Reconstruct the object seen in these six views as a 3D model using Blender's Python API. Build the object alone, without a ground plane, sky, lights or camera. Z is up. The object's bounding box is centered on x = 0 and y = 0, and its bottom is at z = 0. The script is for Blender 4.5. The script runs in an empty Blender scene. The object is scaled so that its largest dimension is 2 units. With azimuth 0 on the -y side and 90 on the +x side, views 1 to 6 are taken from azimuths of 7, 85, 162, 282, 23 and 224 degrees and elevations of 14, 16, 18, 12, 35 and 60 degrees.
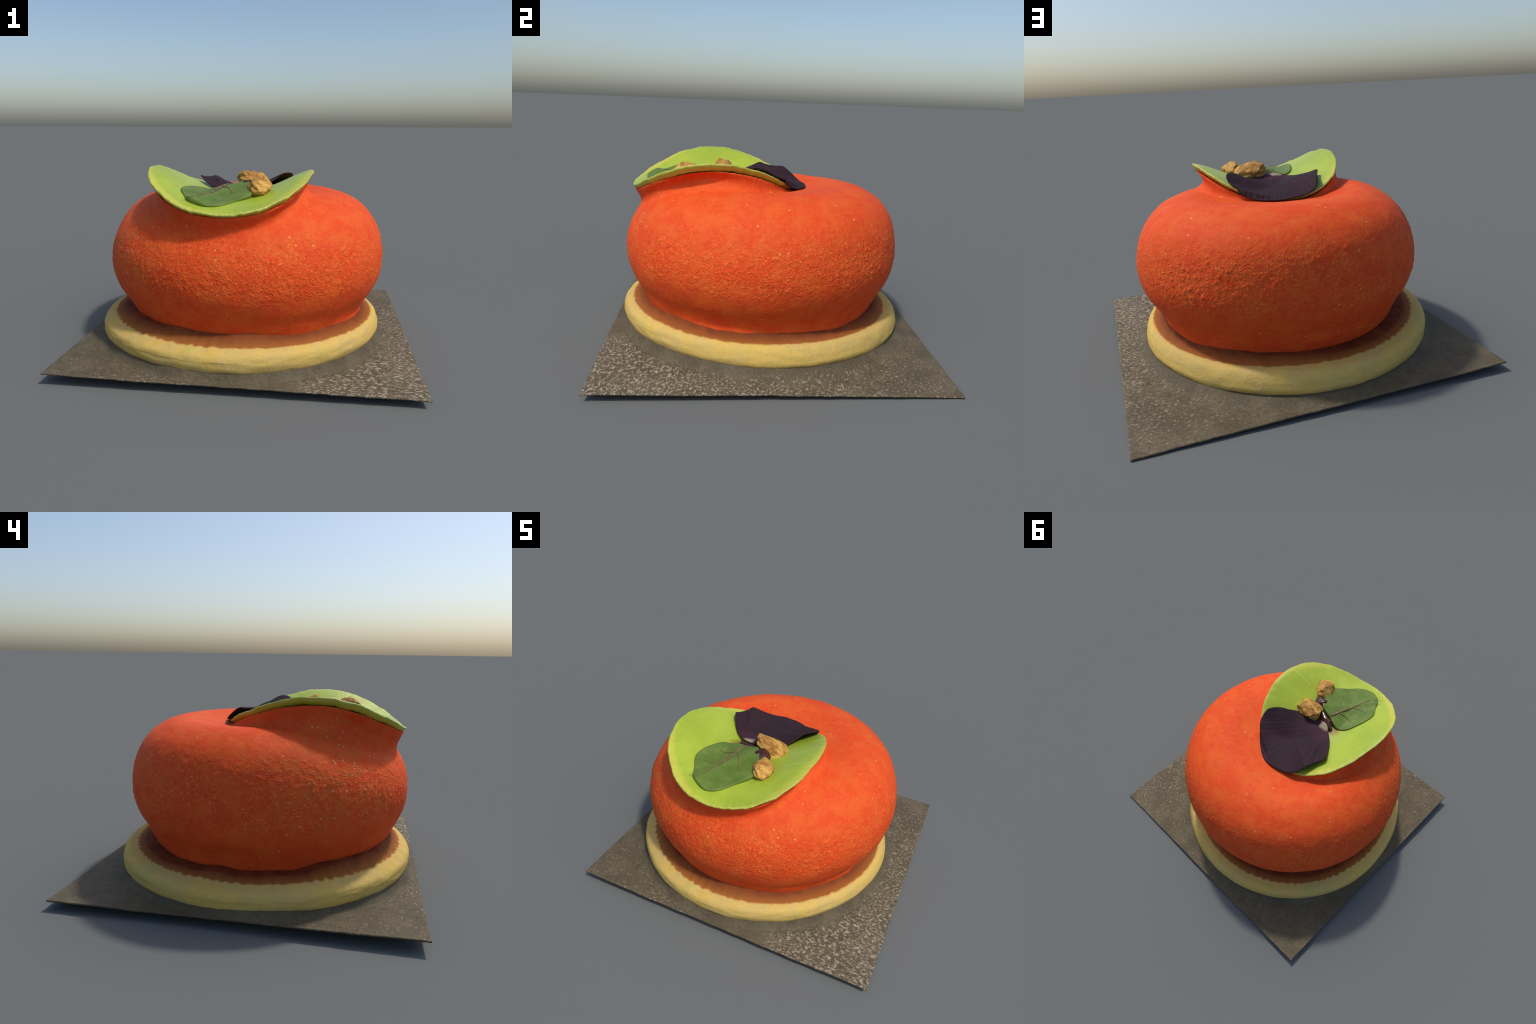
# A round orange mousse dessert on a pale shortbread disc, topped with a green
# shell-shaped garnish, a herb leaf, a dark flower petal and crumbs of nut,
# served on a square slate board.
import bpy, bmesh, math, random
import numpy as np
from mathutils import Vector, noise

random.seed(7)
TAU = 2 * math.pi


# ------------------------------------------------------------------ helpers
def smooth(a, b, x):
    t = np.clip((np.asarray(x, float) - a) / (b - a), 0, 1)
    return t * t * (3 - 2 * t)


def catmull(ts, vs, x):
    """Smooth interpolation through control values (monotone parameter ts)."""
    ts = np.asarray(ts, float)
    vs = np.asarray(vs, float)
    x = np.clip(np.asarray(x, float), ts[0], ts[-1])
    m = np.gradient(vs, ts, axis=0)
    i = np.clip(np.searchsorted(ts, x, side="right") - 1, 0, len(ts) - 2)
    h = ts[i + 1] - ts[i]
    t = (x - ts[i]) / h
    if vs.ndim == 2:
        t = t[..., None]
        h = h[..., None]
    return ((2 * t**3 - 3 * t**2 + 1) * vs[i] + (t**3 - 2 * t**2 + t) * h * m[i]
            + (-2 * t**3 + 3 * t**2) * vs[i + 1] + (t**3 - t**2) * h * m[i + 1])


def closed_spline(pts, n):
    """n points on a closed smooth curve through the control points."""
    P = np.asarray(pts, float)
    k = len(P)
    out = []
    for j in range(n):
        u = j * k / n
        i = int(u)
        t = u - i
        a, b, c, d = P[(i - 1) % k], P[i % k], P[(i + 1) % k], P[(i + 2) % k]
        out.append(0.5 * (2 * b + (c - a) * t + (2 * a - 5 * b + 4 * c - d) * t * t
                          + (3 * b - a - 3 * c + d) * t**3))
    return np.array(out)


def nz(p, scale, seed=0.0):
    return noise.noise(Vector((p[0] * scale + seed, p[1] * scale - seed, p[2] * scale + 2 * seed)))


def mesh_object(name, verts, faces, mat, parent=None, smooth_shade=True):
    me = bpy.data.meshes.new(name)
    me.from_pydata([tuple(map(float, v)) for v in verts], [], faces)
    bm = bmesh.new()
    bm.from_mesh(me)
    bmesh.ops.recalc_face_normals(bm, faces=bm.faces)
    bm.to_mesh(me)
    bm.free()
    if smooth_shade:
        me.polygons.foreach_set("use_smooth", [True] * len(me.polygons))
    for m in (mat if isinstance(mat, (list, tuple)) else [mat]):
        me.materials.append(m)
    ob = bpy.data.objects.new(name, me)
    bpy.context.scene.collection.objects.link(ob)
    if parent:
        ob.parent = parent
    return ob


def ring_loft(rings, cap_start=True, cap_end=True):
    """Vertices and faces of a closed loft through rings of equal length."""
    n = len(rings[0])
    verts = [v for r in rings for v in r]
    faces = []
    for i in range(len(rings) - 1):
        for j in range(n):
            k = (j + 1) % n
            faces.append((i * n + j, i * n + k, (i + 1) * n + k, (i + 1) * n + j))
    if cap_start:
        verts.append(np.mean(rings[0], axis=0))
        c = len(verts) - 1
        faces += [(c, (j + 1) % n, j) for j in range(n)]
    if cap_end:
        verts.append(np.mean(rings[-1], axis=0))
        c = len(verts) - 1
        b = (len(rings) - 1) * n
        faces += [(c, b + j, b + (j + 1) % n) for j in range(n)]
    return verts, faces


class Nodes:
    """Small builder for node materials."""
    def __init__(self, name, rough=0.6, spec=0.4):
        self.mat = bpy.data.materials.new(name)
        self.mat.use_nodes = True
        self.t = self.mat.node_tree
        self.t.nodes.clear()
        self.out = self.t.nodes.new("ShaderNodeOutputMaterial")
        self.b = self.t.nodes.new("ShaderNodeBsdfPrincipled")
        self.b.inputs["Roughness"].default_value = rough
        self.b.inputs["Specular IOR Level"].default_value = spec
        self.t.links.new(self.b.outputs[0], self.out.inputs["Surface"])
        self.co = self.t.nodes.new("ShaderNodeTexCoord").outputs["Object"]

    def link(self, a, b):
        self.t.links.new(a, b)

    def put(self, sock, v):
        if isinstance(v, bpy.types.NodeSocket):
            self.link(v, sock)
        elif isinstance(v, (tuple, list)) and len(v) == 3 and sock.type == "RGBA":
            sock.default_value = (*v, 1)
        else:
            sock.default_value = v

    def mapping(self, loc=(0, 0, 0), rot=(0, 0, 0), scale=(1, 1, 1), src=None):
        m = self.t.nodes.new("ShaderNodeMapping")
        self.link(src or self.co, m.inputs["Vector"])
        m.inputs["Location"].default_value = loc
        m.inputs["Rotation"].default_value = rot
        m.inputs["Scale"].default_value = scale
        return m.outputs[0]

    def noise(self, scale, detail=3, rough=0.55, vec=None, dist=0.0):
        n = self.t.nodes.new("ShaderNodeTexNoise")
        self.link(vec or self.co, n.inputs["Vector"])
        n.inputs["Scale"].default_value = scale
        n.inputs["Detail"].default_value = detail
        n.inputs["Roughness"].default_value = rough
        n.inputs["Distortion"].default_value = dist
        return n.outputs["Fac"]

    def voronoi(self, scale, vec=None, rnd=1.0, feature="F1", out="Distance"):
        n = self.t.nodes.new("ShaderNodeTexVoronoi")
        n.feature = feature
        self.link(vec or self.co, n.inputs["Vector"])
        n.inputs["Scale"].default_value = scale
        n.inputs["Randomness"].default_value = rnd
        return n.outputs[out]

    def ramp(self, fac, a, b, va=0.0, vb=1.0):
        n = self.t.nodes.new("ShaderNodeMapRange")
        n.interpolation_type = "SMOOTHSTEP"
        self.link(fac, n.inputs["Value"])
        n.inputs["From Min"].default_value = a
        n.inputs["From Max"].default_value = b
        n.inputs["To Min"].default_value = va
        n.inputs["To Max"].default_value = vb
        return n.outputs[0]

    def math(self, op, a, b=0.0, c=None):
        n = self.t.nodes.new("ShaderNodeMath")
        n.operation = op
        self.put(n.inputs[0], a)
        self.put(n.inputs[1], b)
        if c is not None:
            self.put(n.inputs[2], c)
        return n.outputs[0]

    def mix(self, fac, a, b, blend="MIX"):
        n = self.t.nodes.new("ShaderNodeMix")
        n.data_type = "RGBA"
        n.blend_type = blend
        self.put(n.inputs[0], fac)
        self.put(n.inputs[6], a)
        self.put(n.inputs[7], b)
        return n.outputs[2]

    def xyz(self, src=None):
        n = self.t.nodes.new("ShaderNodeSeparateXYZ")
        self.link(src or self.co, n.inputs[0])
        return n.outputs

    def distance(self, pt, src=None):
        n = self.t.nodes.new("ShaderNodeVectorMath")
        n.operation = "DISTANCE"
        self.link(src or self.co, n.inputs[0])
        n.inputs[1].default_value = pt
        return n.outputs["Value"]

    def color(self, v):
        self.put(self.b.inputs["Base Color"], v)

    def bump(self, h, strength=0.3, dist=0.01):
        n = self.t.nodes.new("ShaderNodeBump")
        n.inputs["Strength"].default_value = strength
        n.inputs["Distance"].default_value = dist
        self.link(h, n.inputs["Height"])
        self.link(n.outputs[0], self.b.inputs["Normal"])


BIS = (-0.075, -0.024)      # middle of the shortbread disc
SHELL = (-0.10, -0.42)      # middle of the green shell


# ---------------------------------------------------------------- materials
def mousse_material():
    m = Nodes("orange_velvet_mousse", rough=0.66, spec=0.12)
    patch = m.ramp(m.noise(9, 4, 0.6), 0.38, 0.66)
    c = m.mix(patch, (0.72, 0.070, 0.015), (0.735, 0.102, 0.019))
    mott = m.ramp(m.noise(38, 3, 0.6), 0.40, 0.68)
    c = m.mix(m.math("MULTIPLY", mott, 0.35), c, (0.75, 0.140, 0.028))
    red = m.ramp(m.noise(30, 2, 0.5, m.mapping(loc=(3, 1, 7))), 0.56, 0.72)
    c = m.mix(m.math("MULTIPLY", red, 0.35), c, (0.70, 0.048, 0.013))
    # grazing light on the grains, painted as uneven pale orange flecks
    x, y, z = m.xyz()
    band = m.math("MULTIPLY", m.ramp(z, 0.40, 0.53), m.ramp(z, 0.88, 0.66))
    cloud = m.ramp(m.noise(4.5, 3, 0.6, m.mapping(loc=(1, 5, 2))), 0.36, 0.62)
    grain = m.ramp(m.voronoi(60), 0.42, 0.16)
    keep = m.ramp(m.noise(34, 2, 0.5, m.mapping(loc=(8, 2, 4))), 0.41, 0.53)
    fleck = m.math("MULTIPLY", m.math("MULTIPLY", grain, keep),
                   m.math("MULTIPLY", band, m.math("MULTIPLY_ADD", cloud, 0.6, 0.4)))
    c = m.mix(m.math("MULTIPLY", fleck, 0.65), c, (0.94, 0.26, 0.052))
    # few pale specks, and an olive patch with green dots on the left flank
    spk = m.math("MULTIPLY", m.ramp(m.voronoi(17, m.mapping(loc=(2, 2, 9))), 0.115, 0.07),
                 m.ramp(m.noise(11, 2, 0.5, m.mapping(loc=(4, 4, 1))), 0.46, 0.52))
    c = m.mix(m.math("MULTIPLY", spk, 0.45), c, (0.95, 0.55, 0.22))
    near = m.ramp(m.distance((-0.66, -0.45, 0.74)), 0.48, 0.12)
    olive = m.math("MULTIPLY", near, m.ramp(m.noise(16, 4, 0.65), 0.40, 0.68))
    c = m.mix(m.math("MULTIPLY", olive, 0.42), c, (0.40, 0.15, 0.03))
    dots = m.math("MULTIPLY", m.ramp(m.voronoi(30, m.mapping(loc=(1, 7, 3))), 0.17, 0.10),
                  m.math("MULTIPLY", near, m.ramp(m.noise(14, 2, 0.5, m.mapping(loc=(9, 4, 1))), 0.46, 0.54)))
    c = m.mix(m.math("MULTIPLY", dots, 0.8), c, (0.55, 0.50, 0.20))
    m.color(c)
    h = m.math("ADD", m.noise(95, 2, 0.5), m.math("MULTIPLY", m.ramp(m.voronoi(66), 0.45, 0.0), 0.9))
    m.bump(m.math("MULTIPLY", h, m.math("MULTIPLY_ADD", band, 0.80, 0.18)), 0.50, 0.007)
    return m.mat


def biscuit_material():
    m = Nodes("pale_shortbread", rough=0.8, spec=0.15)
    c = m.mix(m.ramp(m.noise(7, 4, 0.6), 0.35, 0.65), (0.66, 0.450, 0.112), (0.60, 0.425, 0.145))
    c = m.mix(m.math("MULTIPLY", m.ramp(m.noise(45, 4, 0.65), 0.42, 0.7), 0.35), c, (0.50, 0.355, 0.10))
    c = m.mix(m.math("MULTIPLY", m.ramp(m.noise(5, 2, 0.5, m.mapping(loc=(5, 5, 1))), 0.6, 0.74), 0.35),
              c, (0.47, 0.46, 0.12))
    # dark brown middle with a toothed border
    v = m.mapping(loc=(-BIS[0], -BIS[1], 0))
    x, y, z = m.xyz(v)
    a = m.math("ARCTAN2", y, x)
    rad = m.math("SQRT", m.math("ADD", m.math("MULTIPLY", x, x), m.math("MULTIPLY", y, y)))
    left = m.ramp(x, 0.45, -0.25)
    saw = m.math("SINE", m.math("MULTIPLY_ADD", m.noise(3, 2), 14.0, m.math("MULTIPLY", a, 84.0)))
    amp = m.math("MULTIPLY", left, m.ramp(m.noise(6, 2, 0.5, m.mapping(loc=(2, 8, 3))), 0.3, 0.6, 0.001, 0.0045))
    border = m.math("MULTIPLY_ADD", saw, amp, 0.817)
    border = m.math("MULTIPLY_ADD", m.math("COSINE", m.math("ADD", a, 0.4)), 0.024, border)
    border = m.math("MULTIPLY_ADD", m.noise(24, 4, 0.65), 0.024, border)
    brown_depth = m.math("SUBTRACT", border, rad)
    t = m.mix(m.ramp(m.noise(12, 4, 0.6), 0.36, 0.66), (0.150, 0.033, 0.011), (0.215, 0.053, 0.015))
    t = m.mix(m.ramp(brown_depth, 0.075, 0.005), t, (0.34, 0.118, 0.026))
    c = m.mix(m.ramp(brown_depth, 0.000, 0.016), c, t)
    m.color(c)
    m.bump(m.math("ADD", m.noise(42, 5, 0.65), m.noise(120, 3, 0.6)), 0.35, 0.008)
    return m.mat


def shell_material():
    m = Nodes("green_glossy_shell", rough=0.36, spec=0.35)
    c = m.mix(m.ramp(m.noise(4, 4, 0.6), 0.35, 0.68), (0.33, 0.42, 0.034), (0.39, 0.485, 0.042))
    c = m.mix(m.math("MULTIPLY", m.ramp(m.noise(7, 3, 0.6), 0.5, 0.75), 0.35), c, (0.27, 0.36, 0.032))
    # the cut edge turns yellow
    x, y, z = m.xyz(m.mapping(loc=(-SHELL[0], -SHELL[1], 0)))
    a = m.math("ARCTAN2", y, x)
    rad = m.math("SQRT", m.math("ADD", m.math("MULTIPLY", x, x), m.math("MULTIPLY", y, y)))
    edge = m.math("MULTIPLY_ADD", m.math("COSINE", a), 0.0244, 0.4891)
    edge = m.math("MULTIPLY_ADD", m.math("SINE", a), 0.0781, edge)
    edge = m.math("MULTIPLY_ADD", m.math("COSINE", m.math("MULTIPLY", a, 2.0)), -0.0293, edge)
    edge = m.math("MULTIPLY_ADD", m.math("COSINE", m.math("MULTIPLY", a, 3.0)), -0.0115, edge)
    gap = m.math("MULTIPLY_ADD", m.noise(18, 4, 0.6), 0.035, m.math("SUBTRACT", edge, rad))
    c = m.mix(m.ramp(gap, 0.060, 0.020, 0.0, 0.9), c, (0.52, 0.50, 0.060))
    glint = m.math("MULTIPLY", m.ramp(m.voronoi(62), 0.26, 0.10), m.ramp(gap, 0.11, 0.035, 0.0, 0.55))
    c = m.mix(glint, c, (0.68, 0.70, 0.20))
    # one pale scratch on the right-hand wall
    sx, sy, sz = m.xyz(m.mapping(loc=(-0.135, 0.465, 0), rot=(0, 0, -0.115)))
    scr = m.math("MULTIPLY", m.ramp(m.math("ABSOLUTE", sy), 0.0045, 0.0015),
                 m.math("MULTIPLY", m.ramp(sx, 0.0, 0.02), m.ramp(sx, 0.19, 0.15)))
    c = m.mix(m.math("MULTIPLY", scr, 0.5), c, (0.62, 0.62, 0.18))
    # honey stain under the nuts
    stain = m.ramp(m.math("MULTIPLY_ADD", m.noise(22, 3, 0.6), 0.06, m.distance((-0.15, -0.29, 0.98))), 0.125, 0.075)
    c = m.mix(m.math("MULTIPLY", stain, 0.8), c, (0.20, 0.055, 0.014))
    m.color(c)
    m.bump(m.noise(34, 4, 0.6), 0.25, 0.006)
    return m.mat


def rim_material():
    m = Nodes("yellow_green_shell_edge", rough=0.35, spec=0.5)
    c = m.mix(m.ramp(m.noise(22, 3, 0.6), 0.38, 0.66), (0.42, 0.48, 0.055), (0.48, 0.46, 0.070))
    c = m.mix(m.math("MULTIPLY", m.ramp(m.voronoi(75), 0.28, 0.1), 0.6), c, (0.66, 0.66, 0.20))
    m.color(c)
    m.bump(m.noise(90, 3, 0.6), 0.6, 0.008)
    return m.mat


def leaf_material():
    m = Nodes("herb_leaf", rough=0.5, spec=0.2)
    c = m.mix(m.ramp(m.noise(9, 4, 0.6), 0.35, 0.68), (0.098, 0.160, 0.024), (0.150, 0.212, 0.040))
    c = m.mix(m.math("MULTIPLY", m.ramp(m.voronoi(22, feature="DISTANCE_TO_EDGE"), 0.05, 0.0), 0.15), c,
              (0.13, 0.22, 0.06))
    m.color(c)
    m.bump(m.math("ADD", m.noise(40, 4, 0.6), m.noise(14, 3, 0.5)), 0.30, 0.007)
    return m.mat


def petal_material(base):
    m = Nodes("dark_purple_petal", rough=0.65, spec=0.08)
    v = m.t.nodes.new("ShaderNodeVectorMath")
    v.operation = "SUBTRACT"
    m.link(m.co, v.inputs[0])
    v.inputs[1].default_value = base
    x, y, z = m.xyz(v.outputs[0])
    ang = m.math("ARCTAN2", x, y)
    cmb = m.t.nodes.new("ShaderNodeCombineXYZ")
    m.link(m.math("MULTIPLY", ang, 9.0), cmb.inputs[0])
    fan = m.noise(3.0, 4, 0.65, cmb.outputs[0])
    c = m.mix(m.ramp(fan, 0.38, 0.66), (0.027, 0.016, 0.019), (0.052, 0.022, 0.030))
    c = m.mix(m.math("MULTIPLY", m.ramp(m.noise(6, 3, 0.6), 0.5, 0.75), 0.5), c, (0.020, 0.018, 0.024))
    d = m.math("MULTIPLY_ADD", m.noise(25, 3, 0.6), 0.05, m.distance(base))
    c = m.mix(m.ramp(d, 0.20, 0.09), c, (0.062, 0.026, 0.040))
    c = m.mix(m.ramp(d, 0.082, 0.052), c, (0.34, 0.28, 0.18))
    m.color(c)
    m.bump(fan, 0.35, 0.008)
    return m.mat


def nut_material():
    m = Nodes("toasted_nut", rough=0.6, spec=0.3)
    f = m.noise(8, 5, 0.7, m.mapping(rot=(0.3, 0.5, 0.8), scale=(1, 3, 2)))
    c = m.mix(m.ramp(f, 0.34, 0.68), (0.28, 0.110, 0.018), (0.68, 0.38, 0.080))
    c = m.mix(m.math("MULTIPLY", m.ramp(m.voronoi(26), 0.22, 0.1), 0.4), c, (0.72, 0.52, 0.24))
    m.color(c)
    m.bump(m.math("ADD", f, m.noise(40, 4, 0.6)), 0.7, 0.012)
    return m.mat


def honey_material():
    m = Nodes("dark_honey", rough=0.16, spec=0.4)
    m.color((0.050, 0.013, 0.007))
    m.b.inputs["Coat Weight"].default_value = 0.15
    m.b.inputs["Coat Roughness"].default_value = 0.03
    return m.mat


def vein_material():
    m = Nodes("leaf_vein", rough=0.5)
    m.color(m.mix(m.ramp(m.noise(40, 3), 0.4, 0.65), (0.165, 0.085, 0.042), (0.25, 0.155, 0.070)))
    return m.mat


def slate_material():
    m = Nodes("flecked_slate", rough=0.65, spec=0.18)
    c = m.mix(m.ramp(m.noise(6, 5, 0.6), 0.34, 0.68), (0.100, 0.080, 0.047), (0.140, 0.112, 0.068))
    c = m.mix(m.math("MULTIPLY", m.ramp(m.noise(55, 4, 0.65), 0.45, 0.7), 0.6), c, (0.062, 0.050, 0.031))
    x, y, z = m.xyz()
    # slate's bright glitter painted as pale flecks, denser toward the near right corner
    toward = m.math("ADD", m.math("MULTIPLY", x, 0.5), m.math("MULTIPLY", y, -0.42))
    dens = m.ramp(m.math("MULTIPLY_ADD", m.noise(2.6, 3, 0.6), 0.55, toward), -0.35, 1.05, 0.0, 1.0)
    bare = m.ramp(m.math("MULTIPLY_ADD", m.noise(6, 3, 0.6), 0.2, m.distance((0.10, -0.95, 0.05))), 0.30, 0.48)
    warp = m.mapping(rot=(0, 0, 0.45), scale=(1.0, 1.35, 1.0))
    f1 = m.noise(54, 3, 0.66, warp)
    thr = m.math("MULTIPLY_ADD", dens, -0.11, 0.60)
    k = m.math("MULTIPLY", m.math("SUBTRACT", f1, thr), 5.5)
    n = m.t.nodes.new("ShaderNodeClamp")
    m.link(k, n.inputs[0])
    amount = m.math("MULTIPLY", n.outputs[0], m.math("MULTIPLY_ADD", dens, 0.62, 0.34))
    amount = m.math("MULTIPLY", amount, m.math("MULTIPLY_ADD", bare, 0.85, 0.15))
    vx, vy, vz = m.xyz(m.mapping(loc=(-BIS[0], -BIS[1], 0)))
    rad = m.math("SQRT", m.math("ADD", m.math("MULTIPLY", vx, vx), m.math("MULTIPLY", vy, vy)))
    amount = m.math("MULTIPLY", amount, m.ramp(m.math("MULTIPLY_ADD", m.noise(7, 3), 0.08, rad), 0.93, 1.01))
    c = m.mix(amount, c, (0.46, 0.39, 0.28))
    spark = m.math("MULTIPLY", m.ramp(m.voronoi(70, warp), 0.24, 0.12), m.ramp(m.noise(28, 3), 0.48, 0.6))
    c = m.mix(m.math("MULTIPLY", spark, m.math("MULTIPLY", amount, 0.75)), c, (0.82, 0.76, 0.64))
    m.color(c)
    m.bump(m.math("ADD", m.noise(48, 4, 0.65, warp), m.math("MULTIPLY", n.outputs[0], 0.4)), 0.5, 0.010)
    return m.mat


# ------------------------------------------------------------- slate board
CORNER = {(-1, -1): 0.067, (1, -1): 0.048, (1, 1): 0.0085, (-1, 1): 0.049}
HX, HY, SLATE_T = 0.9985, 0.9655, 0.008


def slate_top(x, y):
    """Gently warped board: four corner heights plus a slight waviness."""
    u, v = (x / HX + 1) / 2, (y / HY + 1) / 2
    z = (CORNER[(-1, -1)] * (1 - u) * (1 - v) + CORNER[(1, -1)] * u * (1 - v)
         + CORNER[(1, 1)] * u * v + CORNER[(-1, 1)] * (1 - u) * v)
    z += 0.0035 * float(smooth(0.5, 1.1, u * 0.6 + v * 0.6)) * float(smooth(0.0, 0.25, 2 - u - v))
    return z


def slate_fillet(x, y):
    """Slate-coloured slope modelled for the dark shadow strip below the shortbread."""
    dx, dy = x - BIS[0], y - BIS[1]
    r, a = math.hypot(dx, dy), math.atan2(dy, dx)
    base = 0.096 - 0.026 * math.sin(a)
    reach = 0.042 + 0.095 * max(0.0, math.cos(a - math.radians(55))) ** 1.5
    reach += 0.03 * math.exp(-((a + math.radians(105)) / 0.09) ** 2)
    reach *= 1 + 0.25 * nz((x, y, 0), 9, 4)
    t = max(0.0, 1 - max(0.0, r - 0.872) / reach)
    return base, t ** 1.45


def build_slate(mat):
    n = 260
    top, bot = [], []
    for j in range(n + 1):
        for i in range(n + 1):
            a, b = i / n * 2 - 1, j / n * 2 - 1
            x, y = a * HX, b * HY
            e = max(abs(a), abs(b))
            jag = 0.004 * smooth(0.97, 1.0, e)
            if abs(abs(a) - 1) < 1e-6 and abs(b) < 0.98:
                x -= math.copysign(jag * (0.5 + nz((x, y, 0), 9)), a) 
            if abs(abs(b) - 1) < 1e-6 and abs(a) < 0.98:
                y -= math.copysign(jag * (0.5 + nz((x, y, 3), 9)), b)
            z = slate_top(x, y)
            away = min(abs(x - HX) + abs(y - HY), 0.4) / 0.4
            z += away * (0.004 * nz((x, y, 0), 3.5) + 0.0018 * nz((x, y, 5), 22))
            base, t = slate_fillet(x, y)
            top.append((x, y, z + max(0.0, base - z) * t))
            bot.append((x, y, z - SLATE_T))
    N = n + 1
    off = N * N
    faces = []
    for j in range(n):
        for i in range(n):
            a = j * N + i
            faces.append((a, a + 1, a + N + 1, a + N))
            faces.append((off + a, off + a + N, off + a + N + 1, off + a + 1))
    edge = ([i for i in range(n)] + [n + j * N for j in range(n)]
            + [n * N + n - i for i in range(n)] + [(n - j) * N for j in range(n)])
    for k in range(len(edge)):
        a, b = edge[k], edge[(k + 1) % len(edge)]
        faces.append((b, a, off + a, off + b))
    ob = mesh_object("slate_board", top + bot, faces, mat)
    ob["label"] = "square dark grey-brown slate board with painted pale glitter flecks"
    ob["category"] = "serving board"
    return ob


# ---------------------------------------------------------------- shortbread


def scallop(a):
    """Uneven small teeth around the rim, strongest on the left, fading right."""
    c, s = math.cos(a), math.sin(a)
    amp = (0.35 + 0.65 * smooth(0.7, -0.4, c)) * (0.6 + 0.8 * nz((c, s, 0), 7, 2))
    return amp * math.sin(a * 84 + 5 * nz((c, s, 0), 5)) + 1.2 * nz((c, s, 4), 24)


def build_biscuit(mat, parent):
    # profile from the middle of the top, over the rounded shoulder, down the side and under
    prof = [(0.0, 0.20), (0.40, 0.20), (0.62, 0.288), (0.742, 0.276), (0.768, 0.252), (0.789, 0.226), (0.804, 0.207),
            (0.816, 0.199), (0.830, 0.197), (0.847, 0.195), (0.865, 0.188), (0.879, 0.174), (0.886, 0.154),
            (0.887, 0.130), (0.887, 0.108), (0.884, 0.092), (0.878, 0.080), (0.868, 0.068), (0.855, 0.050), (0.80, 0.030)]
    ts = np.linspace(0, 1, len(prof))
    fine = catmull(ts, prof, np.linspace(0, 1, 90))[1:]
    n = 420
    rings = []
    for (r, z) in fine:
        ring = []
        for j in range(n):
            a = j / n * TAU
            c, s = math.cos(a), math.sin(a)
            edge = smooth(0.5, 0.85, r)
            rr = r + edge * (0.006 * nz((c, s, z), 2.3, 1.7) + 0.003 * nz((c * 8, s * 8, z * 30), 1.0, 4))
            rr += 0.016 * smooth(0.18, 0.10, z) * edge * max(0.0, math.cos(a - math.radians(40)))
            x, y = BIS[0] + rr * 0.992 * c, BIS[1] + rr * 1.009 * s
            rise = 0.52 + 0.40 * math.cos(a + math.radians(50)) + 0.5 * nz((c, s, 0), 3, 11)
            zz = z if r > 0.822 or z < 0.199 else 0.199 + (z - 0.199) * max(rise, 0.15)
            zz -= 0.018 * smooth(0.80, 0.87, r) * smooth(0.12, 0.16, z) * (0.5 + 0.5 * math.cos(a + math.radians(135)))
            zz = zz - 0.024 * s * r / 0.86 * smooth(0.0, 0.10, z) + 0.004 * c
            # scalloped lip where the pale rim meets the brown middle
            lip = math.exp(-((r - 0.815) / 0.014) ** 2) * smooth(0.17, 0.18, z)
            zz += lip * 0.002 * scallop(a)
            zz += edge * 0.004 * nz((x, y, z), 16, 2)
            ring.append((x, y, zz))
        rings.append(np.array(ring))
    verts, faces = ring_loft(rings)
    ob = mesh_object("shortbread_disc", verts, faces, mat, parent)
    return ob


# --------------------------------------------------------------- green shell
# plan radius and height of the shell's edge, as harmonics of the azimuth
EDGE_R = [0.4891, 0.0244, 0.0781, -0.0293, 0.0022, 0.0038, -0.0115, -0.0008, 0.0004, -0.0031, -0.0004]
EDGE_Z = [1.012, -0.0152, 0.0189, 0.09, 0.0025, 0.0059, 0.0137, -0.0024, 0.0014, -0.0006, -0.0015]
FLOOR_Z = 0.958


def harmonics(c, t):
    o = c[0]
    for k in range(1, (len(c) - 1) // 2 + 1):
        o += c[2 * k - 1] * math.cos(k * t) + c[2 * k] * math.sin(k * t)
    return o


def shell_edge(a):
    return harmonics(EDGE_R, a), harmonics(EDGE_Z, a)


def section(q, h):
    """Height of the shell's upper face at a fraction q of the way to its edge."""
    if h < FLOOR_Z:
        return FLOOR_Z + (h - FLOOR_Z) * q ** 3
    return FLOOR_Z + (h - FLOOR_Z) * (1 - (1 - min(q, 1.0) ** 2.2) ** 1.6)


def dip(x, y):
    """Hollow under the petal."""
    return 0.020 * math.exp(-(((x + 0.01) / 0.17) ** 2 + ((y - 0.03) / 0.13) ** 2))


def shell_z(x, y):
    dx, dy = x - SHELL[0], y - SHELL[1]
    a = math.atan2(dy, dx)
    R, h = shell_edge(a)
    return section(math.hypot(dx, dy) / R, h) - dip(x, y)


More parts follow.
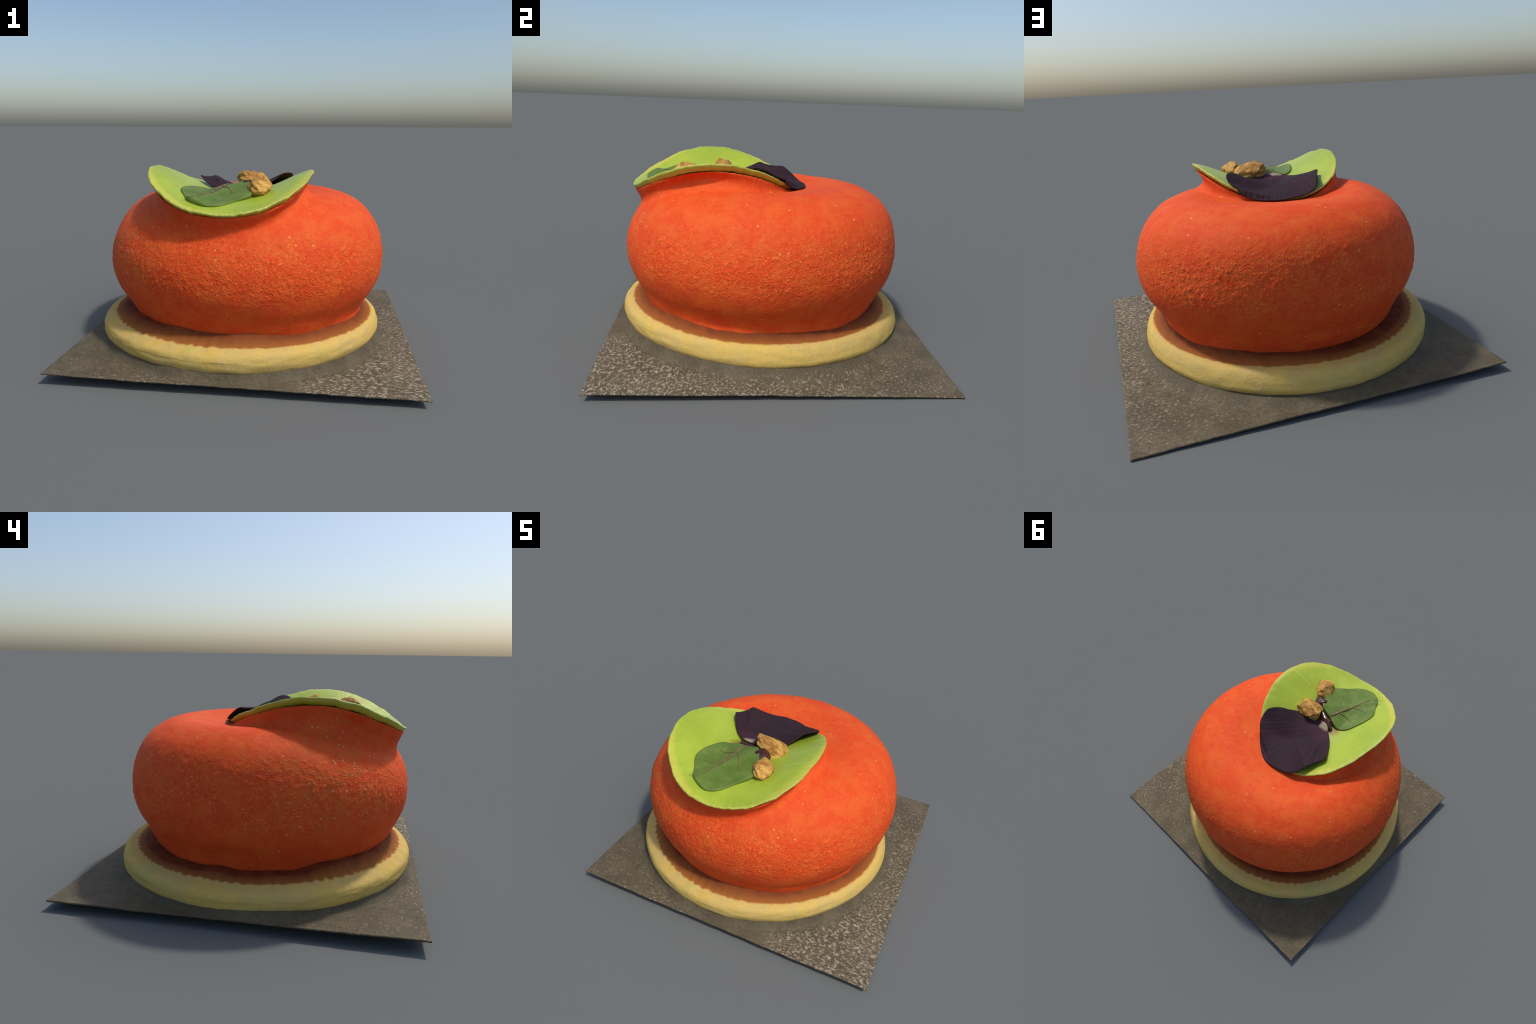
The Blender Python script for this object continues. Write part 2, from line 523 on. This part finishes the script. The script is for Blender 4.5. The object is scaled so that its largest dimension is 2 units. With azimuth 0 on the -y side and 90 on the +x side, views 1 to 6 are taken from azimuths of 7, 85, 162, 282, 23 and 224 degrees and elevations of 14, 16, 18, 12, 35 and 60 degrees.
def build_shell(mats, parent):
    n = 260
    qs = list(np.linspace(0.03, 0.95, 40)) + [0.97, 0.985, 0.996]
    rings = []
    wob = []
    for j in range(n):
        a = j / n * TAU
        c, s = math.cos(a), math.sin(a)
        wob.append((1 + 0.010 * nz((c, s, 0), 5, 3) + 0.006 * nz((c, s, 1), 14, 5),
                    0.006 * nz((c, s, 2), 6, 8) + 0.004 * nz((c, s, 2), 17, 1)))
    for q in qs:
        ring = []
        for j in range(n):
            a = j / n * TAU
            R, h = shell_edge(a)
            w, dz = wob[j]
            r = R * q * (1 + (w - 1) * q ** 8)
            x, y = SHELL[0] + r * math.cos(a), SHELL[1] + r * math.sin(a)
            z = section(q, h) - dip(x, y) * (1 - q ** 6) + dz * q ** 9 + 0.004 * nz((x, y, 0), 5, 2) * (1 - q ** 4)
            ring.append((x, y, z))
        rings.append(np.array(ring))
    # rolled edge, then the underside back to the middle
    for (dr, drop, kk) in [(0.002, 0.005, 0), (0.001, 0.010, 0), (-0.006, 0.4, 1), (-0.020, 1.0, 1), (-0.06, 1.3, 1)]:
        ring = []
        for j in range(n):
            a = j / n * TAU
            R, h = shell_edge(a)
            w, dz = wob[j]
            th = 0.012 + 0.026 * abs(math.cos(a)) ** 1.5
            r = R * w + dr
            d = drop if not kk else 0.010 + th * drop * 0.8
            ring.append((SHELL[0] + r * math.cos(a), SHELL[1] + r * math.sin(a), h + dz - d))
        rings.append(np.array(ring))
    nr = len(rings)
    rings.append(np.array([(SHELL[0] + 0.3 * shell_edge(j / n * TAU)[0] * math.cos(j / n * TAU),
                            SHELL[1] + 0.3 * shell_edge(j / n * TAU)[0] * math.sin(j / n * TAU),
                            FLOOR_Z - 0.03) for j in range(n)]))
    verts, faces = ring_loft(rings)
    ob = mesh_object("green_shell", verts, faces, mats, parent)
    i0 = len(qs) - 2
    for k, p in enumerate(ob.data.polygons):
        i = k // n
        if i0 <= i <= len(qs) + 1 and k < n * (len(rings) - 1):
            p.material_index = 1
    return ob


# --------------------------------------------------------------- mousse dome
# profile (radius, height) from the dimpled crown to the narrow foot
DOME = [(0.0, 0.904), (0.15, 0.906), (0.28, 0.914), (0.37, 0.925), (0.44, 0.936), (0.51, 0.941), (0.585, 0.929),
        (0.648, 0.904), (0.712, 0.864), (0.764, 0.810), (0.804, 0.747), (0.832, 0.677), (0.848, 0.604),
        (0.851, 0.530), (0.840, 0.456), (0.814, 0.386), (0.773, 0.319), (0.749, 0.270), (0.734, 0.235),
        (0.722, 0.205), (0.69, 0.175)]
AXIS = np.array([-0.028, -0.033])


def dome_shift(z):
    t = float(smooth(0.60, 0.88, z))
    return AXIS[0] + 0.006 * t, AXIS[1] + 0.016 * t


def crown_tilt(r, a):
    """The dimple is shallower on the right and back right."""
    return 0.009 * math.cos(a - math.radians(35)) * float(smooth(0.10, 0.28, r) * smooth(0.58, 0.42, r))


def dome_z(x, y):
    r = math.hypot(x - AXIS[0] - 0.006, y - AXIS[1] - 0.016)
    rs = [p[0] for p in DOME[:14]]
    zs = [p[1] for p in DOME[:14]]
    return float(np.interp(r, rs, zs)) + crown_tilt(r, math.atan2(y - AXIS[1], x - AXIS[0]))


def build_mousse(mat, parent):
    n = 220
    fine = catmull(np.linspace(0, 1, len(DOME)), DOME, np.linspace(0, 1, 110))[1:]
    rings = []
    for r, z in fine:
        ox, oy = dome_shift(z)
        ring = []
        for j in range(n):
            a = j / n * TAU
            # melted foot that spreads on the near right side
            foot = 0.5 + 0.5 * math.cos(a - math.radians(-40))
            rr = r + 0.014 * foot ** 2 * math.exp(-((z - 0.205) / 0.026) ** 2) * (1 + 0.4 * nz((math.cos(a), math.sin(a), 0), 5, 6))
            rr -= 0.011 * math.cos(2 * a) * math.exp(-((z - 0.28) / 0.06) ** 2)
            ring.append((ox + rr * math.cos(a), oy + rr * math.sin(a), z + (crown_tilt(rr, a) if z > 0.6 else 0.0)))
        rings.append(np.array(ring))
    verts, faces = ring_loft(rings)
    dome = mesh_object("mousse_dome", verts, faces, mat, parent)
    # collar of mousse that carries the green shell
    rings = []
    for t in np.linspace(0, 1, 16):
        ring = []
        for j in range(n):
            a = j / n * TAU
            R, h = shell_edge(a)
            c, s = math.cos(a), math.sin(a)
            thick = 0.018 + 0.022 * abs(c) ** 1.5
            zt = h - thick - 0.002
            back = float(smooth(-0.45, 0.45, s))
            inset = 0.012 - 0.008 * back + (0.040 - 0.036 * back) * math.sin(min(t * 1.25, 1.0) * math.pi / 2)
            inset -= (0.026 + 0.022 * back) * t ** 4
            for mid, wid, deep in ((0.0, 0.42, 0.050), (math.radians(205), 0.40, 0.015)):
                da = (a - mid + math.pi) % TAU - math.pi
                inset += deep * math.exp(-(da / wid) ** 2) * math.sin(math.pi * min(t * 1.15, 1.0)) ** 1.0
            r = R - inset
            x, y = SHELL[0] + r * c, SHELL[1] + r * s
            zb = min(dome_z(x, y) - 0.02, zt - 0.005)
            ring.append((x, y, zt + (zb - zt) * t))
        rings.append(np.array(ring))
    caps = []
    for k in (0.25, 0.55, 0.85):
        cap = rings[0].copy()
        cap[:, :2] = np.array(SHELL) + (cap[:, :2] - SHELL) * k
        cap[:, 2] = [shell_z(p[0], p[1]) - 0.034 for p in cap]
        caps.append(cap)
    rings = caps + rings
    low = rings[-1].copy()
    low[:, :2] = np.array(SHELL) + (low[:, :2] - SHELL) * 0.6
    low[:, 2] = 0.72
    rings.append(low)
    verts, faces = ring_loft(rings)
    collar = mesh_object("mousse_collar", verts, faces, mat)
    bm = bmesh.new()
    bm.from_mesh(dome.data)
    bm.from_mesh(collar.data)
    bm.to_mesh(dome.data)
    bm.free()
    bpy.data.objects.remove(collar)
    # weld dome and collar into one seamless skin
    mod = dome.modifiers.new("weld", "REMESH")
    mod.mode = "VOXEL"
    mod.voxel_size = 0.0070
    sm = dome.modifiers.new("soften", "SMOOTH")
    sm.factor = 0.5
    sm.iterations = 12
    dg = bpy.context.evaluated_depsgraph_get()
    me = bpy.data.meshes.new_from_object(dome.evaluated_get(dg))
    dome.modifiers.clear()
    old = dome.data
    dome.data = me
    bpy.data.meshes.remove(old)
    if not me.materials:
        me.materials.append(mat)
    me.name = "mousse_dome"
    co = np.empty(len(me.vertices) * 3)
    me.vertices.foreach_get("co", co)
    no = np.empty(len(me.vertices) * 3)
    me.vertex_normals.foreach_get("vector", no)
    co = co.reshape(-1, 3)
    no = no.reshape(-1, 3)
    for i in range(len(co)):
        p = co[i]
        flank = float(smooth(0.40, 0.53, p[2]) * smooth(0.90, 0.68, p[2]))
        low = float(smooth(0.42, 0.30, p[2]))
        d = 0.005 * nz(p, 2.6, 3) + 0.003 * nz(p, 9, 6)
        d += (0.0008 + 0.0012 * flank) * nz(p, 42, 9)
        if flank > 0.02:
            f1 = noise.voronoi(Vector(p * 37.0))[0]
            keep = float(smooth(0.42, 0.58, 0.5 + 0.5 * nz(p, 17, 21))) * (0.55 + 0.45 * nz(p, 3, 14))
            d += 0.0058 * flank * keep * float(smooth(0.50, 0.08, f1[0]))
        d += low * 0.004 * nz(p, 7, 12)
        co[i] = p + no[i] * d
    me.vertices.foreach_set("co", co.ravel())
    me.polygons.foreach_set("use_smooth", [True] * len(me.polygons))
    me.update()
    return dome


def support(x, y):
    """Height of whatever lies under the garnish at a point."""
    R, h = shell_edge(math.atan2(y - SHELL[1], x - SHELL[0]))
    q = math.hypot(x - SHELL[0], y - SHELL[1]) / R
    if q < 1.025:
        return shell_z(x, y) + 0.007 * float(smooth(0.75, 0.95, q))
    return dome_z(x, y)


# ------------------------------------------------------- leaf, petal, nuts
def fan_sheet(name, hub, rim, mat, parent, thick, height, rows=26, cols=150, jitter=0.0, flush=False, ease=1.0):
    """A thin solid sheet spanning from a hub point to a closed rim curve."""
    R = closed_spline(rim, cols)
    hub = np.array(hub, float)
    top = []
    for s in np.linspace(0.03, 1, rows):
        ring = []
        for j, q in enumerate(R):
            p = hub + (q - hub) * s
            p[2] = hub[2] + (q[2] - hub[2]) * s ** ease
            p[2] += height(p, s, j / cols)
            if jitter:
                p[2] += jitter * nz(p, 11, 5)
            p[2] = max(p[2], support(p[0], p[1]) + thick + 0.002)
            ring.append(p)
        top.append(np.array(ring))
    bot = [np.array([[p[0], p[1], support(p[0], p[1]) - 0.004] for p in r]) for r in top] if flush else [r - np.array([0, 0, thick * (1 if i < rows - 1 else 0.6)]) for i, r in enumerate(top)]
    rings = top + bot[::-1]
    verts, faces = ring_loft(rings)
    return mesh_object(name, verts, faces, mat, parent)


LEAF = [(-0.106, -0.335, 1.008), (-0.044, -0.348, 1.024), (-0.002, -0.362, 1.036), (0.034, -0.430, 1.030),
        (0.078, -0.545, 1.006), (0.051, -0.590, 0.986), (-0.009, -0.666, 0.964), (-0.065, -0.737, 0.952),
        (-0.131, -0.771, 0.950), (-0.185, -0.762, 0.966), (-0.246, -0.722, 0.982), (-0.283, -0.650, 0.976),
        (-0.318, -0.575, 0.974), (-0.312, -0.490, 0.973), (-0.288, -0.412, 0.973), (-0.256, -0.345, 0.976),
        (-0.200, -0.312, 0.983), (-0.140, -0.322, 1.000)]

PETAL_BASE = (-0.125, -0.270, 1.000)
PETAL = [(-0.127, -0.272, 1.000), (-0.191, -0.227, 0.986), (-0.242, -0.180, 0.990), (-0.290, -0.110, 1.010),
         (-0.327, -0.044, 1.033), (-0.318, -0.006, 1.026), (-0.297, 0.035, 1.020), (-0.285, 0.075, 1.015),
         (-0.271, 0.113, 1.014), (-0.252, 0.150, 0.990), (-0.215, 0.188, 0.962), (-0.137, 0.217, 0.938),
         (-0.040, 0.235, 0.926), (0.043, 0.219, 0.922), (0.119, 0.171, 0.925), (0.190, 0.107, 0.950),
         (0.241, 0.045, 1.000), (0.254, -0.025, 1.044), (0.228, -0.075, 1.056), (0.190, -0.118, 1.050),
         (0.150, -0.164, 1.022), (0.100, -0.215, 1.000), (0.011, -0.240, 0.995), (-0.068, -0.272, 0.998)]


def build_leaf(mat, vein_mat, parent):
    hub = (-0.135, -0.535, 0.984)
    mid = [np.array(p) for p in [(-0.100, -0.345), (-0.135, -0.470), (-0.170, -0.590), (-0.205, -0.690)]]

    def height(p, s, u):
        return 0.004 * math.sin(math.pi * s) * math.cos(2 * TAU * u) + 0.003 * (1 - s) * nz(p, 14, 2)

    leaf = fan_sheet("herb_leaf", hub, LEAF, mat, parent, 0.007, height, jitter=0.003, flush=True)
    # veins lie on the blade: look the surface up by nearest blade vertex
    co = np.array([v.co for v in leaf.data.vertices])

    def lift(x, y):
        d = np.hypot(co[:, 0] - x, co[:, 1] - y)
        k = d < max(0.012, d.min() + 1e-4)
        return co[k, 2].max() + 0.0008

    runs = [(mid, 0.0075)]
    runs.append(([np.array(p) for p in [(-0.118, -0.415), (-0.175, -0.430), (-0.235, -0.425)]], 0.004))
    runs.append(([np.array(p) for p in [(-0.118, -0.415), (-0.075, -0.480), (-0.040, -0.560)]], 0.0035))
    runs.append(([np.array(p) for p in [(-0.150, -0.525), (-0.205, -0.560), (-0.260, -0.570)]], 0.003))
    runs.append(([np.array(p) for p in [(-0.222, -0.704), (-0.248, -0.720), (-0.274, -0.728)]], 0.0045))
    verts, faces = [], []
    for run, w in runs:
        ctl = np.array(run)
        line = catmull(np.linspace(0, 1, len(ctl)), ctl, np.linspace(0, 1, 26))
        rings = []
        for i, p in enumerate(line):
            t = line[min(i + 1, 25)] - line[max(i - 1, 0)]
            t = t / np.linalg.norm(t)
            nn = np.array([-t[1], t[0]])
            ww = w * (1 - 0.75 * i / 25) * (1 + 0.3 * nz((p[0], p[1], 0), 60))
            z = lift(*p)
            rings.append([(p[0] + nn[0] * ww * math.cos(k), p[1] + nn[1] * ww * math.cos(k), z + 0.45 * ww * math.sin(k))
                          for k in np.arange(8) / 8 * TAU])
        v, f = ring_loft([np.array(r) for r in rings])
        o = len(verts)
        verts += v
        faces += [tuple(o + q for q in ff) for ff in f]
    vein = mesh_object("vein", verts, faces, vein_mat, leaf)
    return leaf


def build_petal(mat, parent):
    hub = (-0.03, -0.04, 0.962)

    def height(p, s, u):
        # pleats that fan out from the pale base, and one raised fold to the far left tip
        a = math.atan2(p[0] - PETAL_BASE[0], p[1] - PETAL_BASE[1])
        d = math.hypot(p[0] - PETAL_BASE[0], p[1] - PETAL_BASE[1])
        fold = 0.022 * math.exp(-((a + 0.36) / 0.10) ** 2) * float(smooth(0.1, 0.36, d)) * (1 - s ** 6)
        valley = -0.006 * math.exp(-((a + 0.62) / 0.12) ** 2) * float(smooth(0.1, 0.3, d)) * (1 - s ** 6)
        return 0.003 * math.sin(a * 13) * s * float(smooth(0.1, 0.4, d)) + fold + valley + 0.013 * math.sin(math.pi * min(s, 1.0)) * float(smooth(0.0, 0.12, p[1]) * smooth(-0.16, 0.06, p[0]))

    return fan_sheet("flower_petal", hub, PETAL, mat, parent, 0.008, height, rows=40, cols=220, jitter=0.003, ease=1.2)


def build_nut(name, centre, size, yaw, pitch, seed, mat, parent):
    bm = bmesh.new()
    bmesh.ops.create_icosphere(bm, subdivisions=5, radius=1)
    cy, sy, cp, sp = math.cos(yaw), math.sin(yaw), math.cos(pitch), math.sin(pitch)
    for v in bm.verts:
        p = v.co.copy()
        k = 1 + 0.25 * nz(p, 1.3, seed) + 0.18 * nz(p, 3.2, seed + 3) + 0.05 * nz(p, 7, seed + 5) + 0.02 * nz(p, 18, seed + 1)
        # chipped, faceted faces
        p = p * k
        for nrm, lim in (((0.7, 0.2, 0.68), 0.82), ((-0.5, 0.6, 0.62), 0.80), ((0.1, -0.8, 0.59), 0.84)):
            nv = Vector(nrm).normalized()
            over = p.dot(nv) - lim
            if over > 0:
                p -= nv * over * 0.9
        x, y, z = p.x * size[0], p.y * size[1], p.z * size[2]
        x, z = x * cp + z * sp, -x * sp + z * cp
        v.co = Vector((centre[0] + x * cy - y * sy, centre[1] + x * sy + y * cy, centre[2] + z))
    me = bpy.data.meshes.new(name)
    bm.to_mesh(me)
    bm.free()
    me.polygons.foreach_set("use_smooth", [True] * len(me.polygons))
    me.materials.append(mat)
    ob = bpy.data.objects.new(name, me)
    bpy.context.scene.collection.objects.link(ob)
    ob.parent = parent
    return ob


# ------------------------------------------------------------------- build
slate = build_slate(slate_material())

cake = bpy.data.objects.new("mousse_dessert", None)
bpy.context.scene.collection.objects.link(cake)
cake["label"] = "round orange mousse dessert with green shell, leaf, petal and nuts"
cake["category"] = "dessert"

mousse = mousse_material()
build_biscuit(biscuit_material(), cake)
build_mousse(mousse, cake)
build_shell([shell_material(), rim_material()], cake)
build_leaf(leaf_material(), vein_material(), cake)
build_petal(petal_material(PETAL_BASE), cake)
nutm = nut_material()
build_nut("nut_piece", (0.062, -0.290, 1.006), (0.122, 0.074, 0.066), math.radians(-12), math.radians(22), 2.0, nutm, cake)
build_nut("nut_piece", (0.098, -0.508, 1.008), (0.062, 0.084, 0.056), math.radians(25), 0.0, 7.0, nutm, cake)
hon = honey_material()
build_nut("honey_drop", (0.030, -0.385, 1.008), (0.052, 0.062, 0.034), 0.3, 0.0, 11.0, hon, cake)
build_nut("honey_drop", (-0.060, -0.318, 0.986), (0.110, 0.034, 0.018), -0.36, 0.0, 13.0, hon, cake)
